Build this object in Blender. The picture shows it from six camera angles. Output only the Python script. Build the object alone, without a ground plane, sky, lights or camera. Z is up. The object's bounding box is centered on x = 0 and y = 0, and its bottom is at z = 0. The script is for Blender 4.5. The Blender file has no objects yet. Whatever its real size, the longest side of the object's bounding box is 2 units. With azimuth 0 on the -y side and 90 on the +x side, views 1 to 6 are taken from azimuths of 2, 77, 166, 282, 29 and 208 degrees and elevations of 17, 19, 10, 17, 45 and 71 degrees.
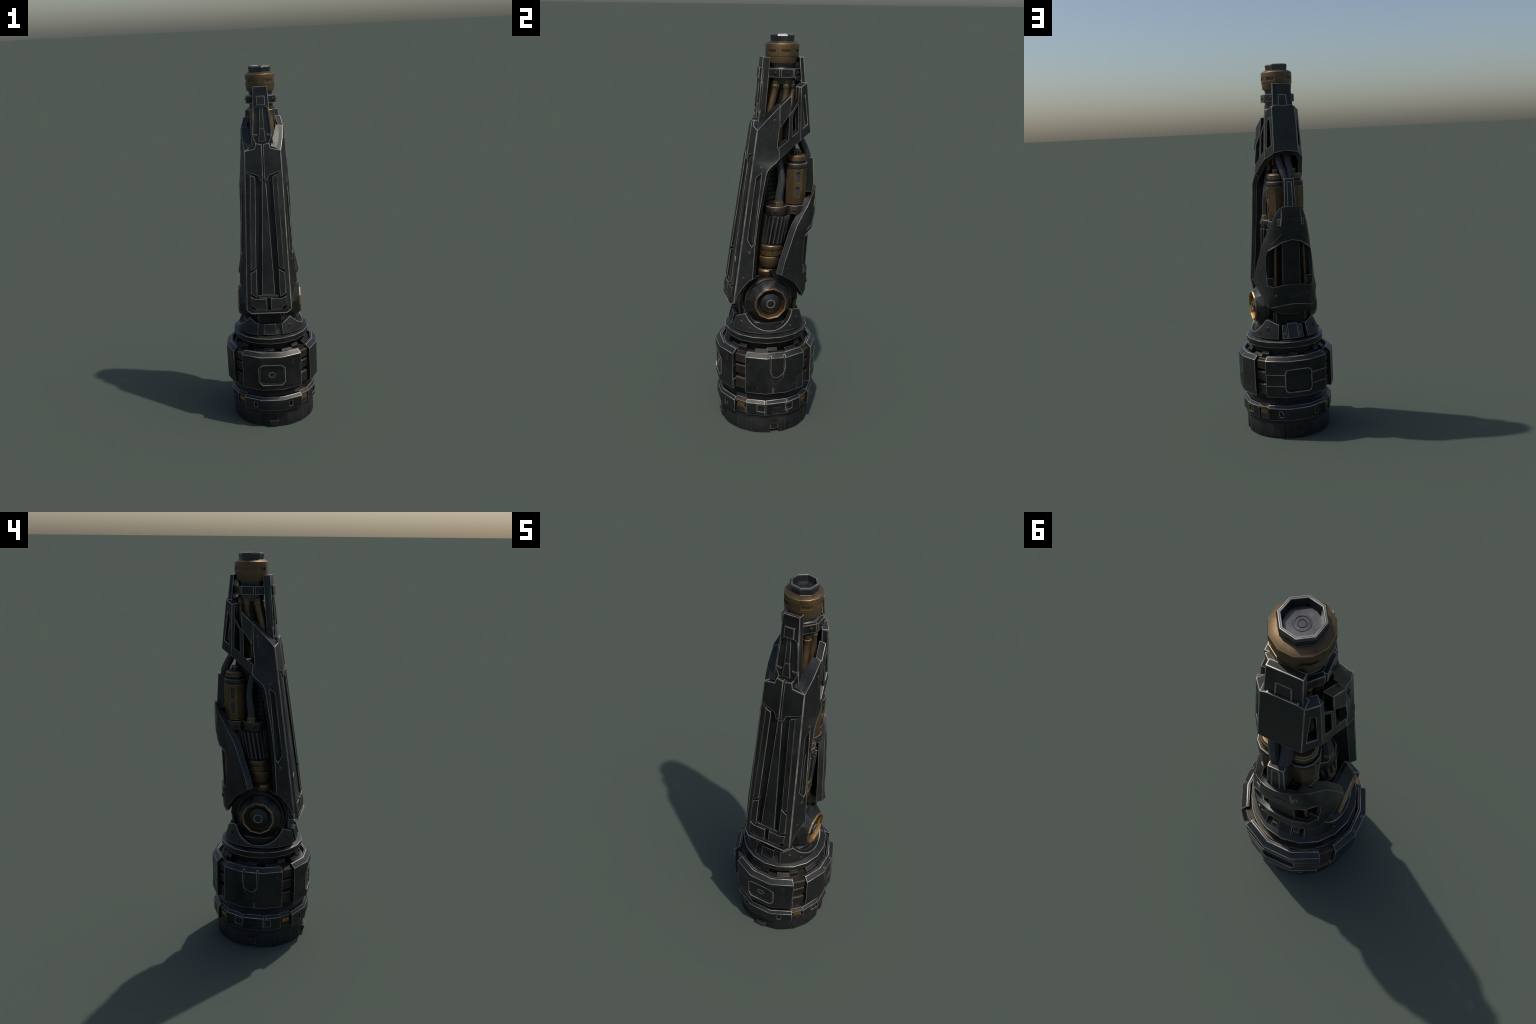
import bpy, bmesh, math, random
from mathutils import Vector, Matrix, geometry
random.seed(7)
PI = math.pi
COL = bpy.context.scene.collection

# ------------------------------------------------------------------ materials
def nodes_of(name):
    m = bpy.data.materials.new(name); m.use_nodes = True
    nt = m.node_tree; b = nt.nodes["Principled BSDF"]
    return m, nt, b

def metal(name, dark, light, rough=(0.38, 0.6), metallic=0.75, scale=9.0, fine=70.0, bump=0.05,
          patch=None, patch_amount=0.0, spec=0.5):
    """Two-tone metal: large soft cloud, fine grain, optional rust / dust patches."""
    m, nt, b = nodes_of(name); N = nt.nodes; L = nt.links
    tc = N.new("ShaderNodeTexCoord")
    n1 = N.new("ShaderNodeTexNoise"); n1.inputs["Scale"].default_value = scale; n1.inputs["Detail"].default_value = 6
    n2 = N.new("ShaderNodeTexNoise"); n2.inputs["Scale"].default_value = fine; n2.inputs["Detail"].default_value = 4
    L.new(tc.outputs["Object"], n1.inputs["Vector"]); L.new(tc.outputs["Object"], n2.inputs["Vector"])
    ad = N.new("ShaderNodeMath"); ad.operation = "MULTIPLY_ADD"
    L.new(n2.outputs["Fac"], ad.inputs[0]); ad.inputs[1].default_value = 0.35; L.new(n1.outputs["Fac"], ad.inputs[2])
    r = N.new("ShaderNodeValToRGB")
    r.color_ramp.elements[0].position = 0.45; r.color_ramp.elements[0].color = (*dark, 1)
    r.color_ramp.elements[1].position = 0.9; r.color_ramp.elements[1].color = (*light, 1)
    L.new(ad.outputs[0], r.inputs["Fac"])
    col = r.outputs["Color"]
    if patch:
        n3 = N.new("ShaderNodeTexNoise"); n3.inputs["Scale"].default_value = 22; n3.inputs["Detail"].default_value = 8
        L.new(tc.outputs["Object"], n3.inputs["Vector"])
        pr = N.new("ShaderNodeMapRange"); pr.inputs[1].default_value = 0.52; pr.inputs[2].default_value = 0.66
        pr.inputs[4].default_value = patch_amount
        L.new(n3.outputs["Fac"], pr.inputs[0])
        mx = N.new("ShaderNodeMix"); mx.data_type = "RGBA"
        L.new(pr.outputs[0], mx.inputs[0]); L.new(col, mx.inputs[6]); mx.inputs[7].default_value = (*patch, 1)
        col = mx.outputs[2]
    L.new(col, b.inputs["Base Color"])
    rr = N.new("ShaderNodeMapRange"); rr.inputs[1].default_value = 0.35; rr.inputs[2].default_value = 0.7
    rr.inputs[3].default_value = rough[0]; rr.inputs[4].default_value = rough[1]
    L.new(n1.outputs["Fac"], rr.inputs[0]); L.new(rr.outputs[0], b.inputs["Roughness"])
    b.inputs["Metallic"].default_value = metallic
    b.inputs["Specular IOR Level"].default_value = spec
    bp = N.new("ShaderNodeBump"); bp.inputs["Strength"].default_value = bump; bp.inputs["Distance"].default_value = 0.004
    L.new(n2.outputs["Fac"], bp.inputs["Height"]); L.new(bp.outputs[0], b.inputs["Normal"])
    return m

ARMOR = metal("dark_armor_metal", (0.023, 0.0245, 0.024), (0.045, 0.046, 0.044), (0.34, 0.52), 0.7, patch=(0.055, 0.052, 0.047), patch_amount=0.3)
EDGE = metal("worn_bare_edge", (0.10, 0.093, 0.082), (0.46, 0.425, 0.36), (0.38, 0.52), 0.5, scale=14)
LINE = metal("worn_engraved_line", (0.13, 0.12, 0.10), (0.34, 0.31, 0.255), (0.45, 0.6), 0.4, scale=14)
FAINT = metal("faint_engraved_line", (0.055, 0.053, 0.048), (0.135, 0.125, 0.107), (0.45, 0.6), 0.6, scale=14)
BRONZE = metal("aged_bronze", (0.095, 0.060, 0.028), (0.175, 0.112, 0.055), (0.42, 0.58), 0.7, patch=(0.065, 0.048, 0.03), patch_amount=0.5)
BRONZE_EDGE = metal("worn_bronze_edge", (0.22, 0.15, 0.08), (0.42, 0.30, 0.17), (0.40, 0.5), 0.8, scale=14)
COPPER = metal("orange_copper", (0.30, 0.155, 0.05), (0.42, 0.225, 0.08), (0.3, 0.42), 0.9)
BROWN = metal("brown_stained_steel", (0.026, 0.022, 0.0185), (0.066, 0.052, 0.039), (0.45, 0.65), 0.7, scale=18, patch=(0.11, 0.07, 0.038), patch_amount=0.35)
INNER = metal("dark_inner_steel", (0.016, 0.0155, 0.015), (0.033, 0.031, 0.029), (0.45, 0.65), 0.7)
FOOT = metal("matt_black_foot", (0.014, 0.0145, 0.0145), (0.028, 0.028, 0.0275), (0.5, 0.7), 0.6)
STEEL = metal("grey_steel_fin", (0.085, 0.083, 0.08), (0.15, 0.145, 0.14), (0.4, 0.5), 0.8)
NUT = metal("blued_steel", (0.065, 0.068, 0.072), (0.115, 0.117, 0.12), (0.3, 0.42), 0.85)

def braid(name):
    m, nt, b = nodes_of(name); N = nt.nodes; L = nt.links
    tc = N.new("ShaderNodeTexCoord"); ck = N.new("ShaderNodeTexVoronoi"); ck.inputs["Scale"].default_value = 230
    L.new(tc.outputs["Object"], ck.inputs["Vector"])
    r = N.new("ShaderNodeValToRGB")
    r.color_ramp.elements[0].color = (0.075, 0.078, 0.08, 1); r.color_ramp.elements[1].color = (0.04, 0.042, 0.044, 1)
    r.color_ramp.elements[1].position = 0.7
    L.new(ck.outputs["Distance"], r.inputs["Fac"]); L.new(r.outputs["Color"], b.inputs["Base Color"])
    b.inputs["Roughness"].default_value = 0.62; b.inputs["Metallic"].default_value = 0.35
    bp = N.new("ShaderNodeBump"); bp.inputs["Strength"].default_value = 0.3; bp.inputs["Distance"].default_value = 0.002
    bp.invert = True
    L.new(ck.outputs["Distance"], bp.inputs["Height"]); L.new(bp.outputs[0], b.inputs["Normal"])
    return m
CABLE = braid("braided_cable_sheath")

# ------------------------------------------------------------------ helpers
root = bpy.data.objects.new("robot_limb", None); COL.objects.link(root)
root["label"] = "dark armoured mechanical limb with bronze inner parts and round base"
root["category"] = "robot limb"

EDGE_SCALE = 1.05
def finish(bm, name, mats, parent, bevel=0.0028, ang=32, smooth=32, convex=True, also=None):
    bmesh.ops.remove_doubles(bm, verts=bm.verts, dist=1e-6)
    bmesh.ops.recalc_face_normals(bm, faces=bm.faces)
    if bevel > 0:
        bevel *= EDGE_SCALE
        bmesh.ops.dissolve_degenerate(bm, dist=0.0004, edges=bm.edges)
        es = [e for e in bm.edges if len(e.link_faces) == 2 and (e.calc_face_angle(0) > math.radians(ang) or (also and also(e)))
              and (e.is_convex or not convex)]
        if es:
            two = len(mats) > 1     # worn strip runs a little way onto both faces of the edge
            bmesh.ops.bevel(bm, geom=es, offset=bevel, offset_type='OFFSET', segments=2 if two else 1, profile=0.78 if two else 0.5,
                            affect='EDGES', clamp_overlap=True, material=1 if two else -1)
    bm.normal_update()
    for e in bm.edges:
        fs = e.link_faces
        e.smooth = len(fs) == 2 and fs[0].material_index == fs[1].material_index and e.calc_face_angle(0) < math.radians(smooth)
    for f in bm.faces: f.smooth = True
    me = bpy.data.meshes.new(name); bm.to_mesh(me); bm.free()
    for m in mats: me.materials.append(m)
    ob = bpy.data.objects.new(name, me); COL.objects.link(ob); ob.parent = parent or root
    return ob

def bm_from(verts, faces):
    bm = bmesh.new(); vs = [bm.verts.new(v) for v in verts]
    for f in faces:
        try: bm.faces.new([vs[i] for i in f])
        except ValueError: pass
    return bm

def raw_object(bm, name="helper"):
    bmesh.ops.recalc_face_normals(bm, faces=bm.faces)
    me = bpy.data.meshes.new(name); bm.to_mesh(me); bm.free()
    ob = bpy.data.objects.new(name, me); COL.objects.link(ob); return ob

def cut(bm, cutters):
    """Boolean difference of bm with a list of cutter bmeshes; returns a new bmesh."""
    a = raw_object(bm)
    cs = [raw_object(c) for c in cutters]
    for c in cs:
        md = a.modifiers.new("cut", "BOOLEAN"); md.operation = "DIFFERENCE"; md.object = c; md.solver = "EXACT"
    bpy.context.view_layer.update()
    dg = bpy.context.evaluated_depsgraph_get()
    out = bmesh.new(); out.from_mesh(a.evaluated_get(dg).to_mesh())
    bmesh.ops.triangulate(out, faces=[f for f in out.faces if len(f.verts) > 4])
    for o in [a] + cs:
        me = o.data; bpy.data.objects.remove(o); bpy.data.meshes.remove(me)
    return out

def mirrored(ob, parent=None):
    me = ob.data.copy(); me.transform(Matrix.Scale(-1, 4, (1, 0, 0))); me.flip_normals()
    o = bpy.data.objects.new(ob.name.split(".")[0], me); COL.objects.link(o); o.parent = parent or ob.parent
    return o

def arc_bm(profile, a0, a1, step=10.0, centre=(0, 0)):
    """Closed (r, z) profile swept about the vertical axis from angle a0 to a1 (degrees, 0 = front -y, 90 = +x)."""
    full = abs(a1 - a0) >= 359.9
    n = max(1, round(abs(a1 - a0) / step)); k = len(profile); vs = []; fs = []
    cnt = n if full else n + 1
    for i in range(cnt):
        a = math.radians(a0 + (a1 - a0) * i / n)
        for r, z in profile: vs.append((centre[0] + r * math.sin(a), centre[1] - r * math.cos(a), z))
    for i in range(n):
        j = (i + 1) % cnt
        for p in range(k):
            q = (p + 1) % k; fs.append((i * k + p, i * k + q, j * k + q, j * k + p))
    if not full: fs += [tuple(range(k)), tuple(range(n * k, n * k + k))]
    return bm_from(vs, fs)

def lathe_bm(profile, n=24, centre=(0, 0), tilt=0.0, phase=0.0):
    """Open (r, z) profile from bottom to top, ends closed; tilt leans y with z."""
    vs = []; fs = []; k = len(profile)
    for r, z in profile:
        for i in range(n):
            a = 2 * PI * (i + phase) / n
            vs.append((centre[0] + r * math.sin(a), centre[1] - r * math.cos(a) + tilt * (z - profile[0][1]), z))
    for p in range(k - 1):
        for i in range(n):
            j = (i + 1) % n; fs.append((p * n + i, p * n + j, (p + 1) * n + j, (p + 1) * n + i))
    fs += [tuple(range(n)), tuple(range((k - 1) * n, k * n))]
    return bm_from(vs, fs)

def xlathe_bm(profile, n, c, phase=0.0):
    """(x, r) profile turned about an axis along x through (y, z) = c."""
    vs = []; fs = []; k = len(profile)
    for x, r in profile:
        for i in range(n):
            a = 2 * PI * (i + phase) / n; vs.append((x, c[0] + r * math.cos(a), c[1] + r * math.sin(a)))
    for p in range(k - 1):
        for i in range(n):
            j = (i + 1) % n; fs.append((p * n + i, p * n + j, (p + 1) * n + j, (p + 1) * n + i))
    fs += [tuple(range(n)), tuple(range((k - 1) * n, k * n))]
    return bm_from(vs, fs)

def prism_bm(front, off, holes=()):
    """Thick plate: 3D outline (and holes), pushed back by the vector off (or one per point)."""
    loops = [list(map(Vector, front))] + [list(map(Vector, h)) for h in holes]
    vs = [v for l in loops for v in l]; n = len(vs)
    offv = [Vector(off)] * n
    vs2 = vs + [v + o for v, o in zip(vs, offv)]
    fs = []
    if holes:
        for t in geometry.tessellate_polygon(loops): fs += [tuple(t), tuple(i + n for i in t)]
    else:
        fs += [tuple(range(n)), tuple(range(n, 2 * n))]
    s = 0
    for l in loops:
        m = len(l)
        for i in range(m):
            j = (i + 1) % m; fs.append((s + i, s + j, s + j + n, s + i + n))
        s += m
    return bm_from(vs2, fs)

def loft_bm(sections):
    """Solid through closed cross-sections of equal length."""
    k = len(sections[0]); vs = [Vector(p) for sec in sections for p in sec]; fs = []
    for i in range(len(sections) - 1):
        for p in range(k):
            q = (p + 1) % k; fs.append((i * k + p, i * k + q, i * k + k + q, i * k + k + p))
    fs += [tuple(range(k)), tuple(range(len(vs) - k, len(vs)))]
    return bm_from(vs, fs)

def box_bm(x0, x1, y0, y1, z0, z1):
    return prism_bm([(x0, y0, z0), (x1, y0, z0), (x1, y0, z1), (x0, y0, z1)], (0, y1 - y0, 0))

def tube(path, rad, name, mats, parent, n=8, bevel=0, sub=4):
    """Round tube along a Catmull-Rom path; rad may be a list."""
    P = [Vector(p) for p in path]; R = rad if isinstance(rad, (list, tuple)) else [rad] * len(P)
    pts = []; rs = []
    for i in range(len(P) - 1):
        p0 = P[max(i - 1, 0)]; p1 = P[i]; p2 = P[i + 1]; p3 = P[min(i + 2, len(P) - 1)]
        for s in range(sub):
            t = s / sub
            pts.append(0.5 * ((2 * p1) + (p2 - p0) * t + (2 * p0 - 5 * p1 + 4 * p2 - p3) * t * t + (3 * p1 - p0 - 3 * p2 + p3) * t ** 3))
            rs.append(R[i] + (R[i + 1] - R[i]) * t)
    pts.append(P[-1]); rs.append(R[-1])
    vs = []; fs = []; m = len(pts)
    for i, p in enumerate(pts):
        d = (pts[min(i + 1, m - 1)] - pts[max(i - 1, 0)]).normalized()
        u = d.cross(Vector((0, 1, 0.01))).normalized(); w = d.cross(u)
        for j in range(n):
            a = 2 * PI * j / n; vs.append(p + (u * math.cos(a) + w * math.sin(a)) * rs[i])
    for i in range(m - 1):
        for j in range(n):
            q = (j + 1) % n; fs.append((i * n + j, i * n + q, i * n + n + q, i * n + n + j))
    fs += [tuple(range(n)), tuple(range((m - 1) * n, m * n))]
    return finish(bm_from(vs, fs), name, mats, parent, bevel, smooth=50)

def ellipse_column(rx, ry, c, z0, z1, n=16):
    b = lathe_bm([(1.0, z0), (1.0, z1)], n)
    for v in b.verts: v.co.x = c[0] + v.co.x * rx; v.co.y = c[1] + v.co.y * ry
    return b

def strip_bm(path, surf, width=0.0035, rise=0.0009, closed=False, sub=1):
    """Narrow raised line following a surface: surf(u, v, h) gives the point at height h."""
    pts = []
    m = len(path)
    for i in range(m if closed else m - 1):
        a = path[i]; b = path[(i + 1) % m]
        for s in range(sub): pts.append((a[0] + (b[0] - a[0]) * s / sub, a[1] + (b[1] - a[1]) * s / sub))
    if not closed: pts.append(path[-1])
    n = len(pts); vs = []; fs = []; w = width / 2
    for i, p in enumerate(pts):
        a = pts[(i - 1) % n] if (closed or i > 0) else None
        b = pts[(i + 1) % n] if (closed or i < n - 1) else None
        def nrm(s, e):
            dx, dy = e[0] - s[0], e[1] - s[1]; l = math.hypot(dx, dy) or 1; return (-dy / l, dx / l)
        ns = ([nrm(a, p)] if a else []) + ([nrm(p, b)] if b else [])
        if len(ns) == 2:
            sx, sy = ns[0][0] + ns[1][0], ns[0][1] + ns[1][1]; l = math.hypot(sx, sy) or 1
            sx, sy = sx / l, sy / l; c = max(0.4, sx * ns[0][0] + sy * ns[0][1]); o = (sx / c, sy / c)
        else: o = ns[0]
        for sg, h in ((-1, -0.003), (-1, rise), (1, rise), (1, -0.003)):
            vs.append(surf(p[0] + sg * w * o[0], p[1] + sg * w * o[1], h))
    for i in range(n if closed else n - 1):
        j = (i + 1) % n
        for q in range(4): fs.append((i * 4 + q, i * 4 + (q + 1) % 4, j * 4 + (q + 1) % 4, j * 4 + q))
    if not closed: fs += [(0, 1, 2, 3), tuple(range(4 * n - 4, 4 * n))]
    return bm_from(vs, fs)

def join_bms(bms):
    out = bmesh.new()
    for b in bms:
        me = bpy.data.meshes.new("t"); b.to_mesh(me); b.free(); out.from_mesh(me); bpy.data.meshes.remove(me)
    return out

def lines(paths, surf, name, parent, mat=None, width=0.0035, closed=False, sub=1, rise=0.0009):
    return finish(join_bms([strip_bm(p, surf, width, rise, closed, sub) for p in paths]), name, [mat or LINE], parent, 0)

def cyl_surf(R, a_mid, step, a0):
    """Faceted cylinder wall as a surface: u = arc length from a_mid, v = z."""
    def f(u, v, h):
        a = a_mid + math.degrees(u / R); t = ((a - a0) % step) - step / 2
        r = R * math.cos(math.radians(step / 2)) / math.cos(math.radians(t)) + h
        return (r * math.sin(math.radians(a)), -r * math.cos(math.radians(a)), v)
    return f

def bolt(p, nrm, r, parent, mats=None, h=0.004, name="bolt", hollow=True):
    """Round bolt head: raised rim, sunk middle."""
    prof = [(r * 1.25, -0.004), (r * 1.25, 0.0008), (r, h * 0.7), (r * 0.8, h)]
    if hollow: prof += [(r * 0.55, h), (r * 0.4, h * 0.2)]
    b = lathe_bm(prof, 12)
    q = Vector((0, 0, 1)).rotation_difference(Vector(nrm).normalized())
    bmesh.ops.transform(b, matrix=Matrix.Translation(p) @ q.to_matrix().to_4x4(), verts=b.verts)
    return finish(b, name, mats or [LINE], parent, 0, smooth=25)

def pol(R, a, z): return (R * math.sin(math.radians(a)), -R * math.cos(math.radians(a)), z)
def pn(a): return (math.sin(math.radians(a)), -math.cos(math.radians(a)), 0)

AE = [ARMOR, EDGE]; BE = [BRONZE, BRONZE_EDGE]; WE = [BROWN, LINE]; IE = [INNER, LINE]; FE = [FOOT, FAINT]

# ================================================================== FOOT
foot = finish(arc_bm([(0.10, 0.012), (0.222, 0.012), (0.225, 0.02), (0.225, 0.084), (0.222, 0.11), (0.10, 0.11)], 0, 360, 8), "foot_ring", FE, root, 0)
finish(arc_bm([(0.22, 0.079), (0.2345, 0.079), (0.2345, 0.088), (0.229, 0.104), (0.22, 0.104)], 0, 360, 8), "foot_rim", FE, foot, 0.0015)
# vertical teeth round the rim; plain fields stand at the four sides with a notch in each
tooth_edges = []
for q in range(4):
    base = q * 90
    a = base + (19 if q in (0, 2) else 8)
    end = base + (82 if q in (0, 2) else 71)
    k = 0
    while a < end - 2:
        w = [7.5, 6.0, 9.0, 5.0][(k + q) % 4]
        tooth_edges.append((a, min(a + w, end), 0.2335 if k % 3 else 0.2350)); a += w; k += 1
for a0, a1, R in tooth_edges:
    finish(arc_bm([(0.222, 0.003), (R, 0.003), (R, 0.074), (R - 0.005, 0.082), (0.222, 0.082)], a0 + 0.25, a1 - 0.25, 8), "foot_tooth", FE, foot, 0.0011)
for q, half in ((0, 19), (1, 8), (2, 19), (3, 8)):
    c = q * 90
    for s in (-1, 1):
        b = sorted((c + s * 5.6, c + s * (half - 0.2)))
        finish(arc_bm([(0.222, 0.0 if q in (1, 3) else 0.002), (0.2335, 0.0 if q in (1, 3) else 0.002), (0.2335, 0.08), (0.222, 0.08)], b[0], b[1], 7), "foot_plain_field", FE, foot, 0.0012)
    finish(arc_bm([(0.222, 0.048), (0.2335, 0.048), (0.2335, 0.0795), (0.222, 0.0795)], c - 5.4, c + 5.4, 6), "foot_notch_lintel", FE, foot, 0.001)
    if q == 0:   # wedge block sitting in the front notch
        finish(prism_bm([(-0.019, -0.238, 0.006), (0.019, -0.238, 0.006), (0.026, -0.249, 0.042), (-0.026, -0.249, 0.042)], (0, 0.03, 0.0)), "foot_wedge", [NUT, FAINT], foot, 0.0015)
    elif q == 2:
        finish(box_bm(-0.02, 0.02, 0.222, 0.2365, 0.008, 0.044), "foot_wedge", [INNER, FAINT], foot, 0.0015)
        finish(box_bm(-0.016, 0.001, 0.234, 0.239, 0.013, 0.03), "foot_wedge", [INNER, FAINT], foot, 0.0012)
    else:
        sx = 1 if q == 1 else -1
        finish(box_bm(*sorted((sx * 0.21, sx * 0.228)), -0.02, 0.02, 0.016, 0.046), "foot_wedge", WE, foot, 0.0015)

# ================================================================== DRUM CORE, BANDS, ARMOUR PANELS
drum = finish(arc_bm([(0.08, 0.10), (0.226, 0.10), (0.226, 0.19), (0.214, 0.205), (0.214, 0.235), (0.224, 0.25), (0.224, 0.425), (0.205, 0.435), (0.178, 0.437), (0.178, 0.51), (0.08, 0.51)], 0, 360, 8), "drum_core", IE, root, 0)

def band_profile(RB): return [(0.222, 0.107), (RB - 0.002, 0.107), (RB, 0.115), (RB, 0.174), (RB - 0.013, 0.189), (0.222, 0.189)]
GAPS = [46.9, 133.0, 227.0, 313.1]
def segments(mid, half, cuts, gap=0.5):
    e = [mid - half] + [mid + c for c in cuts] + [mid + half]
    return [(e[i] + (gap if i else 0), e[i + 1] - (gap if i < len(e) - 2 else 0)) for i in range(len(e) - 1)]

def hole_cutter(a, z, w, h, R, depth, skew=0):
    """Sunk rectangular pocket cutter at angle a."""
    t = Vector((math.cos(math.radians(a)), math.sin(math.radians(a)), 0)); n = Vector(pn(a)); c = Vector(pol(R, a, z))
    pts = [c + n * 0.02 + t * x + Vector((0, 0, y)) for x, y in ((-w / 2 - skew, -h / 2), (w / 2 - skew, -h / 2), (w / 2 + skew, h / 2), (-w / 2 + skew, h / 2))]
    return prism_bm(pts, -n * (0.02 + depth))

# front and back bands: one piece with two small ports
for mid, sk in ((0, 0), (180, 0.004)):
    cs = [hole_cutter(mid + s * 23.5, 0.142, 0.016, 0.028, 0.254, 0.016, sk * s) for s in (-1, 1)]
    b = finish(cut(arc_bm(band_profile(0.2585), mid - 39.5, mid + 39.5, 26.33), cs), "band_segment", AE, drum, 0.0022)
    for s in (-1, 1):
        w, h = 0.013, 0.018
        a = mid + s * 23.5
        lines([[(-w, -h + 0.142), (w, -h + 0.142), (w, h + 0.142), (-w, h + 0.142)]], cyl_surf(0.2585, a, 26.33, mid - 39.5), "port_frame", b, FAINT, 0.0025, True)
# side bands: three blocks with two square windows
for mid in (90, 270):
    m = 1 if mid == 90 else -1
    for i, (a0, a1) in enumerate(segments(mid, 35.5, (-12, 15.5))):
        hs = []
        for c in (mid - 17, mid + 18):
            hs.append(hole_cutter(c, 0.146, 0.042, 0.034, 0.25, 0.011))
        b = finish(cut(arc_bm(band_profile(0.2495), a0, a1, 24), hs), "band_segment", AE if i != 1 else AE, drum, 0.0022)
    s = cyl_surf(0.2480, mid, 24, mid - 12)
    lines([[(-0.05 * m, 0.128), (-0.012 * m, 0.128), (-0.012 * m, 0.118), (0.012 * m, 0.118), (0.012 * m, 0.108)],
           [(-0.05 * m, 0.15), (-0.02 * m, 0.15), (0.03 * m, 0.145)]], s, "band_crack_line", drum, FAINT, 0.002)
# bronze and stained blocks seen in the gaps between the bands and the panels
rnd = random.Random(11)
for g in GAPS:
    finish(arc_bm([(0.215, 0.112), (0.243, 0.112), (0.243, 0.14), (0.215, 0.14)], g - 6.4, g + 6.4, 7), "gap_block", WE, drum, 0.0012)
    finish(arc_bm([(0.215, 0.143), (0.246, 0.143), (0.246, 0.162), (0.215, 0.162)], g - 5.0, g + 5.0, 7), "gap_block", [COPPER, BRONZE_EDGE], drum, 0.0012)
    finish(arc_bm([(0.205, 0.166), (0.246, 0.166), (0.246, 0.176), (0.232, 0.192), (0.205, 0.192)], g - 7.0, g + 7.0, 7), "gap_block", WE, drum, 0.0012)
    z = 0.255 + rnd.uniform(-0.006, 0.004)
    for i, (h, r) in enumerate(((0.058, 0.247), (0.020, 0.230), (0.046, 0.2475), (0.012, 0.226), (0.046, 0.249))):
        finish(arc_bm([(0.21, z), (r, z), (r, z + h - 0.005), (r - 0.004, z + h), (0.21, z + h)], g - 7.2, g + 7.2, 7.2), "gap_slat", [BROWN, FAINT], drum, 0.0014)
        z += h + rnd.uniform(0.0, 0.004)

PANEL = [(0.236, 0.242), (0.2645, 0.242), (0.2655, 0.30), (0.2655, 0.442), (0.241, 0.462), (0.230, 0.462), (0.226, 0.44), (0.226, 0.26)]
def edge_notch(a, z, R=0.264, w=0.014, h=0.05): return hole_cutter(a, z, w, h, R, 0.05, 0)

# front panel: octagonal plate with ring, two slots
cs = [edge_notch(s * 39.4, 0.335, w=0.010, h=0.075) for s in (-1, 1)]
cs += [hole_cutter(s * 27, 0.402, 0.007, 0.026, 0.262, 0.003) for s in (-1, 1)]
oc = [(-0.073, 0.292), (-0.052, 0.274), (0.052, 0.274), (0.073, 0.292), (0.073, 0.374), (0.052, 0.392), (-0.052, 0.392), (-0.073, 0.374)]
shrink = lambda P, k, c=(0, 0.333): [(c[0] + (x - c[0]) * k, c[1] + (z - c[1]) * k) for x, z in P]
cs.append(prism_bm([(x, -0.30, z) for x, z in oc], (0, 0.30 - 0.252, 0)))
p = finish(cut(arc_bm(PANEL, -38.8, 38.8, 25.87), cs), "armor_panel", AE, drum, 0.0022)
fs = cyl_surf(0.2655, 0, 25.87, -38.8)
lines([shrink(oc, 1.04)], fs, "panel_frame", p, LINE, 0.004, True, 4)
fs = lambda u, v, h: (u, -0.252 - h, v)
ring = [(0.017 * math.cos(t * PI / 8), 0.333 + 0.0155 * math.sin(t * PI / 8)) for t in range(16)]
lines([ring], fs, "panel_ring", p, LINE, 0.004, True)
lines([shrink(oc, 0.9)], fs, "panel_frame", p, FAINT, 0.0025, True, 4)
fs = cyl_surf(0.2655, 0, 25.87, -38.8)
lines([[(0.128 * s - 0.006, 0.385), (0.128 * s + 0.006, 0.388), (0.128 * s + 0.006, 0.420), (0.128 * s - 0.006, 0.417)] for s in (-1, 1)], fs, "slot_frame", p, FAINT, 0.002, True)

# back panel: rounded plate with double rails

bs = cyl_surf(0.2655, 180, 26.53, 140.2)
rr0 = [(-0.072, 0.292), (-0.066, 0.278), (-0.052, 0.272), (0.052, 0.272), (0.066, 0.278), (0.072, 0.292), (0.072, 0.372), (0.066, 0.388), (0.052, 0.393), (-0.052, 0.393), (-0.066, 0.388), (-0.072, 0.372)]
rr = rr0
p = finish(cut(arc_bm(PANEL, 140.2, 219.8, 26.53), [prism_bm([(x, 0.30, z) for x, z in rr], (0, 0.246 - 0.30, 0))]), "armor_panel", AE, drum, 0.0022)
lines([shrink(rr, 1.05, (0, 0.332))], bs, "panel_frame", p, LINE, 0.005, True, 4)
for z in (0.304, 0.366):
    lines([[(s * 0.074, z), (s * 0.181, z)] for s in (-1, 1)], bs, "panel_rail", p, LINE, 0.004, False, 8)

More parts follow.
